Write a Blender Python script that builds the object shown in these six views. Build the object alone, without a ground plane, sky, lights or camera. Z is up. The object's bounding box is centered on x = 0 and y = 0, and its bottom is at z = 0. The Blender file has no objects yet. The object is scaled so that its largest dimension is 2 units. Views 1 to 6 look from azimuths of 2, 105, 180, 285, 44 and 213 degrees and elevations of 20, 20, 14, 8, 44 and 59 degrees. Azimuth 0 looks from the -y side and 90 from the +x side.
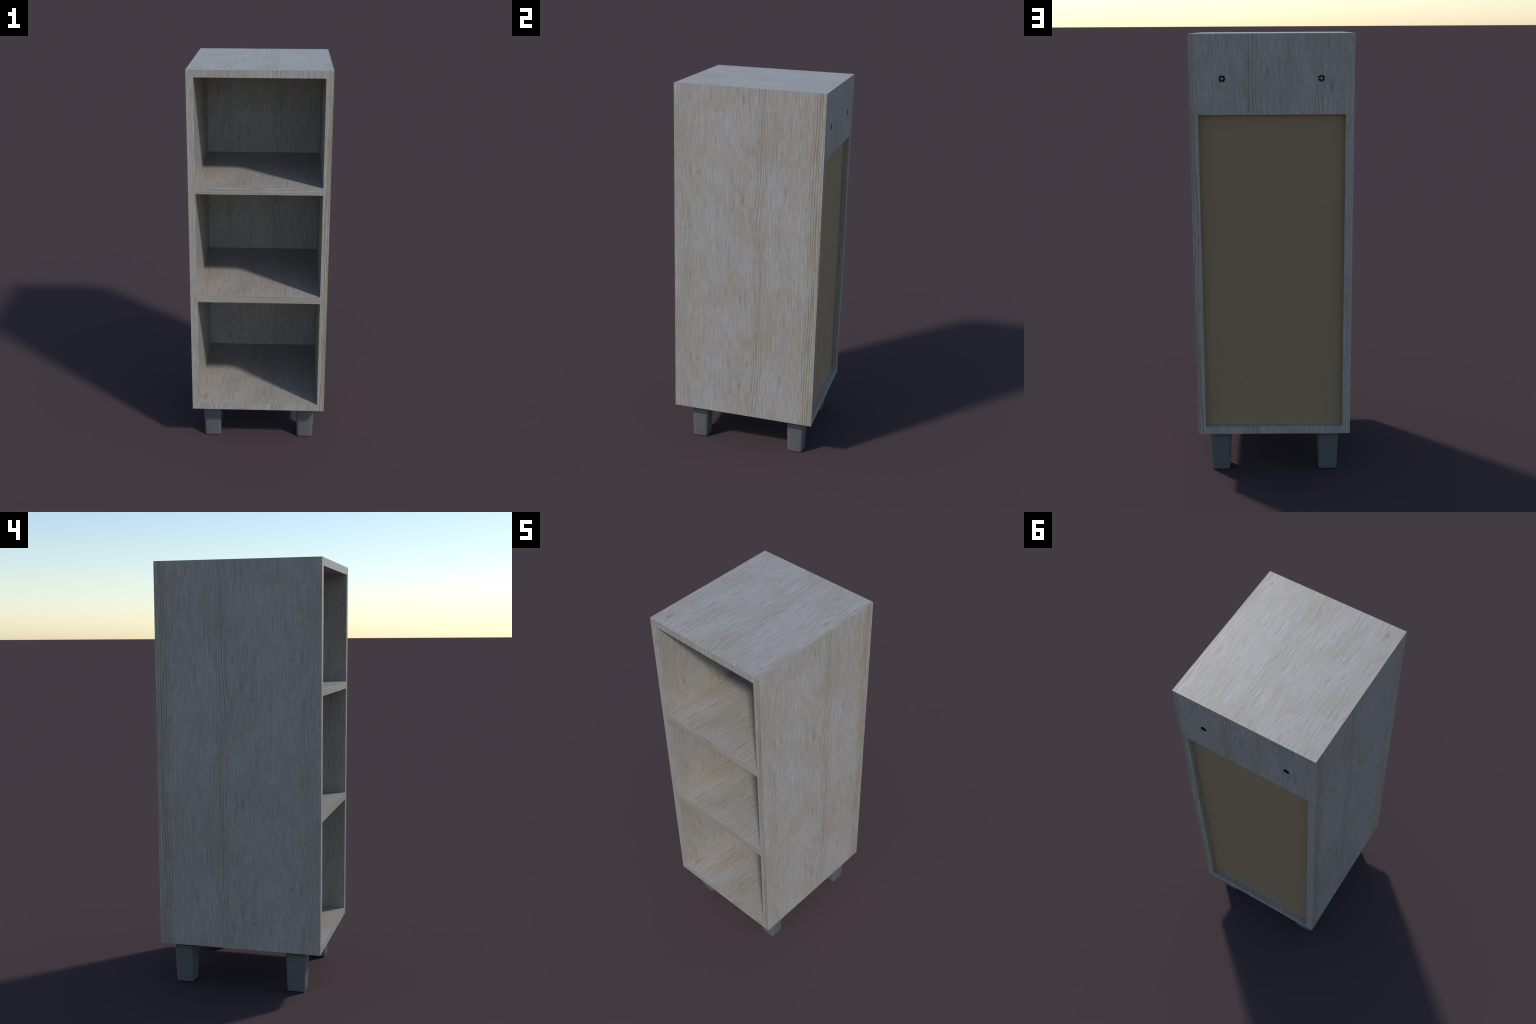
"""Narrow open bookcase: whitewashed-oak board carcass, two shelves, thin hardboard
back, a screwed hanging rail at the top of the back and four tapered plastic legs."""
import bpy, bmesh, math
from mathutils import Vector, Matrix

# ------------------------------------------------------------------ dimensions (m)
HALF_W, HALF_D, TOP = 0.3485, 0.3890, 2.0
BOARD = 0.0363                      # thickness of every board
BASE = 0.2060                       # underside of the carcass
SHELF_TOPS = (1.4316, 0.8588)
BACK_IN, BACK_OUT = 0.3525, 0.3612  # thin back panel, front and rear face (y)
RAIL_BOTTOM = 1.6650                # lower edge of the rear hanging rail
LEG_X, LEG_Y = 0.2505, (-0.2615, 0.2900)
SCREW_X, SCREW_Z, SCREW_R = 0.2087, 1.8155, 0.0138
PERIOD = 1.0465                     # the printed decor repeats with this length


# ------------------------------------------------------------------ node helpers
class Nodes:
    """Small wrapper to write node maths as expressions."""

    def __init__(self, tree):
        self.t = tree

    def new(self, kind, **props):
        n = self.t.nodes.new(kind)
        for k, v in props.items():
            setattr(n, k, v)
        return n

    def put(self, socket, value):
        if isinstance(value, bpy.types.NodeSocket):
            self.t.links.new(value, socket)
        else:
            socket.default_value = value

    def m(self, op, a, b=0.0, c=0.0, clamp=False):
        n = self.new("ShaderNodeMath", operation=op, use_clamp=clamp)
        for s, v in zip(n.inputs, (a, b, c)):
            self.put(s, v)
        return n.outputs[0]

    def add(self, a, b): return self.m("ADD", a, b)
    def sub(self, a, b): return self.m("SUBTRACT", a, b)
    def mul(self, a, b): return self.m("MULTIPLY", a, b)

    def vec(self, x, y, z):
        n = self.new("ShaderNodeCombineXYZ")
        for s, v in zip(n.inputs, (x, y, z)):
            self.put(s, v)
        return n.outputs[0]

    def noise(self, vector, scale=1.0, detail=2.0, rough=0.5, distortion=0.0):
        n = self.new("ShaderNodeTexNoise", noise_dimensions="3D")
        self.put(n.inputs["Vector"], vector)
        n.inputs["Scale"].default_value = scale
        n.inputs["Detail"].default_value = detail
        n.inputs["Roughness"].default_value = rough
        n.inputs["Distortion"].default_value = distortion
        return n.outputs["Fac"]

    def ramp(self, value, lo, hi, out0=0.0, out1=1.0, smooth=True):
        n = self.new("ShaderNodeMapRange", interpolation_type="SMOOTHSTEP" if smooth else "LINEAR")
        for s, v in zip(n.inputs, (value, lo, hi, out0, out1)):
            self.put(s, v)
        return n.outputs["Result"]

    def mix(self, fac, a, b, blend="MIX"):
        n = self.new("ShaderNodeMix", data_type="RGBA", blend_type=blend)
        self.put(n.inputs[0], fac)
        for s, v in ((n.inputs[6], a), (n.inputs[7], b)):
            self.put(s, (*v, 1.0) if isinstance(v, tuple) else v)
        return n.outputs[2]

    def gauss(self, q):
        """exp(-q) for q = squared distance"""
        return self.m("POWER", 2.718281828, self.mul(q, -1.0))


def fresh_material(name):
    mat = bpy.data.materials.new(name)
    mat.use_nodes = True
    tree = mat.node_tree
    return mat, Nodes(tree), tree.nodes["Principled BSDF"]


# ------------------------------------------------------------------ the wood decor
WHITE = (0.473, 0.462, 0.455)       # flecks of wash
PALE = (0.395, 0.376, 0.360)
WARM = (0.370, 0.335, 0.289)
ROSY = (0.404, 0.361, 0.343)
OCHRE = (0.290, 0.248, 0.180)
LINE = (0.218, 0.169, 0.080)
KNOT = (0.190, 0.150, 0.100)
FIBRE = (0.250, 0.229, 0.200)


def wood(name, across, along, knots, bands, across_offset=0.0, along_offset=0.0, seed=0.0):
    """Whitewashed oak foil.  `across`/`along`: object axes across and along the grain.
    knots: (u, v, width, length, push); bands: (u, half width, strength) of bold lines."""
    mat, n, bsdf = fresh_material(name)
    xyz = n.new("ShaderNodeSeparateXYZ")
    n.t.links.new(n.new("ShaderNodeTexCoord").outputs["Object"], xyz.inputs[0])
    u = n.add(xyz.outputs["XYZ".index(across)], across_offset)
    v = n.add(xyz.outputs["XYZ".index(along)], along_offset)
    turn = n.mul(v, math.tau / PERIOD)
    c, s = n.m("COSINE", turn), n.m("SINE", turn)
    radius = PERIOD / math.tau

    def sheet(uu, fu, fv, shift):
        """noise coordinates: fu cells per metre across, fv along, periodic along v"""
        return n.vec(n.add(n.mul(uu, fu), shift + seed), n.mul(c, radius * fv), n.mul(s, radius * fv))

    # wandering of the grain and the swirl round the knots
    sway = n.mul(n.sub(n.noise(sheet(u, 4.0, 2.6, 1.7), detail=1.0), 0.5), 0.030)
    fine = n.add(u, n.mul(sway, 0.8))
    sway = n.add(sway, n.mul(n.sub(n.noise(sheet(u, 26.0, 8.0, 9.1), detail=1.0), 0.5), 0.0080))
    grain = n.add(u, sway)
    near = swirl = 0.0
    for ku, kv, su, sv, push in knots:
        du = n.m("DIVIDE", n.sub(u, ku), su)
        dv = n.m("DIVIDE", n.m("WRAP", n.sub(v, kv), PERIOD / 2, -PERIOD / 2), sv)
        g = n.gauss(n.add(n.mul(du, du), n.mul(dv, dv)))
        grain = n.add(grain, n.mul(g, push))
        if su < 0.02:
            near = n.m("MAXIMUM", near, g)
        else:
            swirl = n.m("MAXIMUM", swirl, g)

    # bold growth lines, fading in and out
    mask = n.ramp(n.noise(sheet(u, 9.0, 2.2, 4.4), detail=1.0), 0.42, 0.76, 0.13, 0.55)
    band = 0.0
    for bu, half, strength in bands:
        q = n.m("DIVIDE", n.sub(n.add(u, n.mul(sway, 0.6)), bu), half)
        q2 = n.mul(q, q)
        band = n.m("MAXIMUM", band, n.mul(n.gauss(n.mul(q2, q2)), strength))
    mask = n.m("MAXIMUM", mask, band)
    mask = n.m("MAXIMUM", mask, n.mul(n.m("MAXIMUM", near, swirl), 0.75))
    fade = n.ramp(n.noise(sheet(grain, 75.0, 6.5, 6.6), detail=1.0), 0.30, 0.62, 0.30, 1.0)
    lines = n.ramp(n.noise(sheet(grain, 190.0, 2.0, 2.3), detail=1.0, rough=0.5), 0.51, 0.68)
    jitter = n.mul(n.noise(sheet(grain, 30.0, 1.2, 15.2), detail=1.0), 4.5)
    comb = n.m("SINE", n.add(n.mul(grain, math.tau / 0.0138), jitter))
    comb = n.mul(n.ramp(comb, 0.10, 1.0), band)
    bold = n.m("MAXIMUM", n.mul(n.mul(lines, mask), fade), n.mul(comb, n.ramp(fade, 0.0, 1.0, 0.45, 1.0)))

    # fine fibres, pale flecks and pores
    streak = n.noise(sheet(fine, 430.0, 14.0, 3.1), detail=0.0)
    streak = n.add(n.mul(streak, 0.72), n.mul(n.noise(sheet(fine, 260.0, 30.0, 3.9), detail=1.0), 0.28))
    fibre = n.ramp(streak, 0.47, 0.70)
    fleck = n.ramp(streak, 0.47, 0.28)
    pores = n.ramp(n.noise(sheet(fine, 320.0, 26.0, 7.7), detail=1.0), 0.62, 0.76)
    hair = n.ramp(n.noise(sheet(fine, 280.0, 5.0, 5.5), detail=0.0), 0.48, 0.72)

    # soft clouds of the whitewash
    cloud = n.ramp(n.noise(sheet(u, 7.5, 5.0, 8.8), detail=3.0, rough=0.6), 0.36, 0.64)
    rosy = n.ramp(n.noise(sheet(u, 8.0, 4.0, 11.3), detail=2.0), 0.48, 0.70)
    smudge = n.ramp(n.noise(sheet(u, 24.0, 11.0, 13.9), detail=2.0), 0.54, 0.76)

    colour = n.mix(cloud, PALE, WARM)
    colour = n.mix(n.mul(rosy, 0.5), colour, ROSY)
    colour = n.mix(n.mul(smudge, 0.26), colour, FIBRE)
    colour = n.mix(n.mul(hair, 0.30), colour, OCHRE)
    colour = n.mix(n.mul(fleck, 0.40), colour, WHITE)
    colour = n.mix(n.mul(fibre, 0.50), colour, FIBRE)
    colour = n.mix(n.mul(near, n.ramp(fibre, 0.0, 1.0, 0.38, 0.75)), colour, KNOT)
    stain = n.ramp(n.noise(sheet(fine, 42.0, 13.0, 17.3), detail=2.0), 0.62, 0.76)
    colour = n.mix(n.mul(stain, n.ramp(fibre, 0.0, 1.0, 0.14, 0.50)), colour, KNOT)
    colour = n.mix(n.mul(bold, 0.90), colour, LINE)
    colour = n.mix(n.mul(pores, 0.45), colour, (0.17, 0.15, 0.13))
    n.put(bsdf.inputs["Base Color"], colour)
    n.put(bsdf.inputs["Roughness"], n.ramp(fibre, 0.0, 1.0, 0.43, 0.46))
    bsdf.inputs["Specular IOR Level"].default_value = 0.42
    bump = n.new("ShaderNodeBump")
    bump.inputs["Strength"].default_value = 0.05
    bump.inputs["Distance"].default_value = 0.002
    n.put(bump.inputs["Height"], n.mul(n.add(fibre, bold), -1.0))
    n.put(bsdf.inputs["Normal"], bump.outputs[0])
    return mat


def plain(name, colour, roughness, specular=0.5, metallic=0.0, mottling=0.0, scale=6.0):
    mat, n, bsdf = fresh_material(name)
    where = n.new("ShaderNodeTexCoord").outputs["Object"]
    tone = n.noise(where, scale=scale, detail=4.0)
    dark = tuple(v * (1 - mottling) for v in colour)
    lite = tuple(v * (1 + mottling) for v in colour)
    n.put(bsdf.inputs["Base Color"], n.mix(tone, dark, lite))
    bsdf.inputs["Roughness"].default_value = roughness
    bsdf.inputs["Specular IOR Level"].default_value = specular
    bsdf.inputs["Metallic"].default_value = metallic
    return mat


# small knots (width < 0.02) leave a brown fleck, wide entries only bend the grain into arches
SIDE_KNOTS = [(-0.305, 1.560, 0.008, 0.028, 0.006), (-0.258, 1.558, 0.007, 0.007, 0.003), (-0.325, 1.570, 0.036, 0.120, 0.030),
              (-0.021, 1.425, 0.009, 0.024, 0.007), (-0.075, 1.380, 0.008, 0.007, 0.003), (0.005, 1.360, 0.038, 0.110, 0.034),
              (-0.302, 0.997, 0.007, 0.025, 0.005), (-0.310, 1.010, 0.030, 0.100, 0.022),
              (-0.023, 1.945, 0.008, 0.022, 0.003), (-0.010, 1.950, 0.030, 0.070, 0.013),
              (0.200, 1.500, 0.009, 0.036, -0.006), (0.022, 1.560, 0.008, 0.020, 0.003),
              (0.100, 1.230, 0.030, 0.120, 0.026)]
SIDE_BANDS = [(0.357, 0.032, 1.0), (0.072, 0.030, 0.72), (-0.345, 0.030, 0.32)]
FACE_KNOTS = [(-0.090, 0.500, 0.030, 0.100, 0.026), (0.050, 1.080, 0.032, 0.140, 0.030),
              (-0.245, 0.760, 0.028, 0.100, 0.024), (0.020, 1.860, 0.030, 0.060, 0.024),
              (-0.130, 0.420, 0.034, 0.130, 0.030), (0.015, 1.850, 0.008, 0.020, 0.005), (-0.250, 0.740, 0.008, 0.024, 0.005)]
FACE_BANDS = [(0.336, 0.016, 0.90), (0.085, 0.030, 0.70), (-0.190, 0.028, 0.60), (-0.300, 0.026, 0.35)]
TOP_KNOTS = [(-0.305, -0.330, 0.032, 0.070, 0.026), (0.060, 0.020, 0.026, 0.070, 0.020), (-0.290, -0.330, 0.008, 0.014, 0.004),
             (-0.240, 0.180, 0.030, 0.090, -0.022), (0.170, 0.260, 0.030, 0.120, 0.026), (0.300, -0.330, 0.008, 0.010, 0.004),
             (0.000, -0.250, 0.034, 0.120, 0.028), (-0.150, -0.180, 0.030, 0.100, 0.024)]
TOP_BANDS = [(0.338, 0.012, 0.80), (0.050, 0.040, 0.42), (-0.300, 0.035, 0.25)]
EDGE_BANDS = [(1.413, 0.03, 0.50), (0.841, 0.03, 0.50)]

wood_side = wood("whitewashed_oak_side", "Y", "Z", SIDE_KNOTS, SIDE_BANDS)
wood_face = wood("whitewashed_oak_face", "X", "Z", FACE_KNOTS, FACE_BANDS, seed=20.0)
wood_flat = wood("whitewashed_oak_flat", "X", "Y", TOP_KNOTS, TOP_BANDS, seed=43.0)
SHELF_BANDS = [(-0.285, 0.030, 0.55), (-0.085, 0.040, 0.50), (0.130, 0.035, 0.38), (0.270, 0.025, 0.35)]
wood_shelf = wood("whitewashed_oak_shelf", "X", "Y", TOP_KNOTS, SHELF_BANDS, seed=43.0, along_offset=0.2)
wood_edge = wood("whitewashed_oak_edging", "Z", "X", [], EDGE_BANDS, seed=61.0)
hardboard = plain("raw_hardboard", (0.333, 0.236, 0.140), 0.85, 0.2, mottling=0.05, scale=9.0)
plastic = plain("grey_plastic", (0.124, 0.127, 0.130), 0.55, 0.4, mottling=0.03, scale=12.0)
black_metal = plain("blackened_steel", (0.0015, 0.0015, 0.0015), 0.7, 0.05)
bright_metal = plain("brownish_steel", (0.36, 0.315, 0.28), 0.28, 0.5, metallic=1.0)


# ------------------------------------------------------------------ geometry helpers
def add_object(name, bm, materials, parent, smooth=False):
    mesh = bpy.data.meshes.new(name)
    bm.normal_update()
    if smooth:
        for f in bm.faces:
            f.smooth = True
    bm.to_mesh(mesh)
    bm.free()
    for mat in materials:
        mesh.materials.append(mat)
    ob = bpy.data.objects.new(name, mesh)
    bpy.context.scene.collection.objects.link(ob)
    ob.parent = parent
    return ob


def board(name, lo, hi, parent, x_faces=wood_side, y_faces=wood_face, z_faces=wood_flat, rear=None):
    """Sawn board; each pair of faces carries the decor laid in its own direction."""
    bm = bmesh.new()
    bmesh.ops.create_cube(bm, size=1.0)
    lo, hi = Vector(lo), Vector(hi)
    for vert in bm.verts:
        vert.co = Vector(lo[i] + (vert.co[i] + 0.5) * (hi[i] - lo[i]) for i in range(3))
    bm.normal_update()
    mats = [x_faces, y_faces, z_faces] + ([rear] if rear else [])
    for f in bm.faces:
        axis = max(range(3), key=lambda i: abs(f.normal[i]))
        f.material_index = 3 if (rear and f.normal.y > 0.5) else axis
    return add_object(name, bm, mats, parent)


def rounded_square(half, radius, z, steps=6):
    ring = []
    for sx, sy, start in ((1, 1, 0), (-1, 1, 90), (-1, -1, 180), (1, -1, 270)):
        for i in range(steps + 1):
            a = math.radians(start + 90 * i / steps)
            ring.append((sx * (half - radius) + radius * math.cos(a), sy * (half - radius) + radius * math.sin(a), z))
    return ring


def loft(profile):
    """Closed solid through rounded squares: profile = [(half width, corner radius, z), ...]"""
    bm = bmesh.new()
    rings = [[bm.verts.new(p) for p in rounded_square(*row)] for row in profile]
    for a, b in zip(rings, rings[1:]):
        for i in range(len(a)):
            j = (i + 1) % len(a)
            bm.faces.new((a[i], a[j], b[j], b[i]))
    bm.faces.new(list(reversed(rings[0])))
    bm.faces.new(rings[-1])
    return bm


# ------------------------------------------------------------------ carcass
bookcase = bpy.data.objects.new("bookcase", None)
bpy.context.scene.collection.objects.link(bookcase)
bookcase["label"] = "tall narrow open bookcase in whitewashed oak on grey legs"
bookcase["category"] = "bookcase"

inner = HALF_W - BOARD + 0.0005
for sx in (-1, 1):
    x0, x1 = sorted((sx * HALF_W, sx * inner))
    board("side_panel", (x0, -HALF_D, BASE), (x1, HALF_D, TOP), bookcase)
board("top_panel", (-inner, -HALF_D, TOP - BOARD), (inner, HALF_D, TOP), bookcase)
board("bottom_panel", (-inner, -HALF_D, BASE), (inner, HALF_D, BASE + BOARD), bookcase)
for z in SHELF_TOPS:
    board("shelf", (-inner, -HALF_D, z - BOARD), (inner, BACK_IN, z), bookcase, y_faces=wood_edge, z_faces=wood_shelf)
board("back_panel", (-inner, BACK_IN, BASE + BOARD), (inner, BACK_OUT, TOP - BOARD), bookcase, rear=hardboard)
rail = board("hanging_rail", (-inner, BACK_OUT, RAIL_BOTTOM), (inner, HALF_D, TOP - BOARD), bookcase)


def drill(ob, x, z, radius, depth):
    """blind hole from the rear face"""
    bm = bmesh.new()
    bmesh.ops.create_cone(bm, cap_ends=True, segments=48, radius1=radius, radius2=radius, depth=2 * depth,
                          matrix=Matrix.Translation((x, HALF_D, z)) @ Matrix.Rotation(math.pi / 2, 4, "X"))
    for f in bm.faces:
        f.material_index = 1
    drill_bit = add_object("drill_bit", bm, list(ob.data.materials), None)
    cut = ob.modifiers.new("hole", "BOOLEAN")
    cut.operation, cut.solver, cut.object = "DIFFERENCE", "EXACT", drill_bit
    result = bpy.data.meshes.new_from_object(ob.evaluated_get(bpy.context.evaluated_depsgraph_get()))
    ob.modifiers.clear()
    old, ob.data = ob.data, result
    bpy.data.objects.remove(drill_bit)
    bpy.data.meshes.remove(old)


for sx in (-1, 1):
    drill(rail, sx * SCREW_X, SCREW_Z, SCREW_R + 0.0003, 0.0055)

# ------------------------------------------------------------------ legs
LEG_HALF = lambda z: 0.0426 + 0.033 * z
foot = 0.005
post_profile = []
for i in range(5):                                   # rounded foot edge
    a = math.radians(90 * i / 4)
    post_profile.append((LEG_HALF(0) - foot * (1 - math.sin(a)), 0.013 - 0.6 * foot * (1 - math.sin(a)), foot * (1 - math.cos(a))))
post_profile += [(LEG_HALF(0.1685), 0.0145, 0.1685), (LEG_HALF(0.1685) - 0.0015, 0.0140, 0.1700)]
collar_profile = [(0.0438, 0.011, 0.1700), (0.0438, 0.011, 0.1718), (0.0470, 0.014, 0.1722), (0.0474, 0.0145, 0.1732),
                  (0.0474, 0.0145, 0.1795), (0.0460, 0.0135, 0.1808), (0.0360, 0.010, 0.1812), (0.0360, 0.010, BASE)]


def by_angle(ob, degrees):
    """smooth faces, sharp edges above an angle"""
    bm = bmesh.new()
    bm.from_mesh(ob.data)
    for f in bm.faces:
        f.smooth = True
    for e in bm.edges:
        e.smooth = not (len(e.link_faces) == 2 and e.calc_face_angle(0) > math.radians(degrees))
    bm.to_mesh(ob.data)
    bm.free()


leg_proto = add_object("leg", loft(post_profile), [plastic], bookcase)
collar_proto = add_object("leg_collar", loft(collar_profile), [plastic], leg_proto)
for ob in (leg_proto, collar_proto):
    by_angle(ob, 40)
spots = [(sx * LEG_X, y, 0.0) for sx in (-1, 1) for y in LEG_Y]
leg_proto.location = spots[0]
for spot in spots[1:]:
    leg, collar = leg_proto.copy(), collar_proto.copy()
    leg.location = spot
    collar.parent = leg
    for ob in (leg, collar):
        bpy.context.scene.collection.objects.link(ob)


# ------------------------------------------------------------------ screws in the rail
def screw_head():
    """Countersunk disc with a cross recess, axis along +y, face at y = 0."""
    bm = bmesh.new()
    arm, half, depth, rim = 0.0106, 0.00195, 0.0028, SCREW_R
    # outline of the cross, counter-clockwise seen from +y
    cross = [(half, half), (half, arm), (-half, arm), (-half, half), (-arm, half), (-arm, -half),
             (-half, -half), (-half, -arm), (half, -arm), (half, -half), (arm, -half), (arm, half)]
    steps = 48
    top, low = [bm.verts.new((x, 0.0, z)) for x, z in cross], [bm.verts.new((x * 0.93, -depth, z * 0.93)) for x, z in cross]
    edge, skirt = [], []
    for i in range(steps):
        a = math.tau * i / steps
        edge.append(bm.verts.new((rim * math.cos(a), 0.0, rim * math.sin(a))))
        skirt.append(bm.verts.new((rim * math.cos(a), -0.0050, rim * math.sin(a))))
    border = []
    for loop in (top, edge):
        for i in range(len(loop)):
            border.append(bm.edges.new((loop[i], loop[(i + 1) % len(loop)])))
    for f in bmesh.ops.triangle_fill(bm, edges=border, use_beauty=True, normal=(0, 1, 0))["geom"]:
        if isinstance(f, bmesh.types.BMFace):
            f.material_index = 0
    for a, b, index in ((top, low, 1), (edge, skirt, 0)):
        for i in range(len(a)):
            j = (i + 1) % len(a)
            bm.faces.new((a[i], a[j], b[j], b[i])).material_index = index
    bm.faces.new(low).material_index = 1
    bm.faces.new(list(reversed(skirt))).material_index = 0
    bmesh.ops.recalc_face_normals(bm, faces=bm.faces[:])
    return bm


screw = add_object("screw", screw_head(), [black_metal, bright_metal], rail)
screw.location = (SCREW_X, HALF_D - 0.0002, SCREW_Z)
twin = screw.copy()
twin.location.x = -SCREW_X
bpy.context.scene.collection.objects.link(twin)
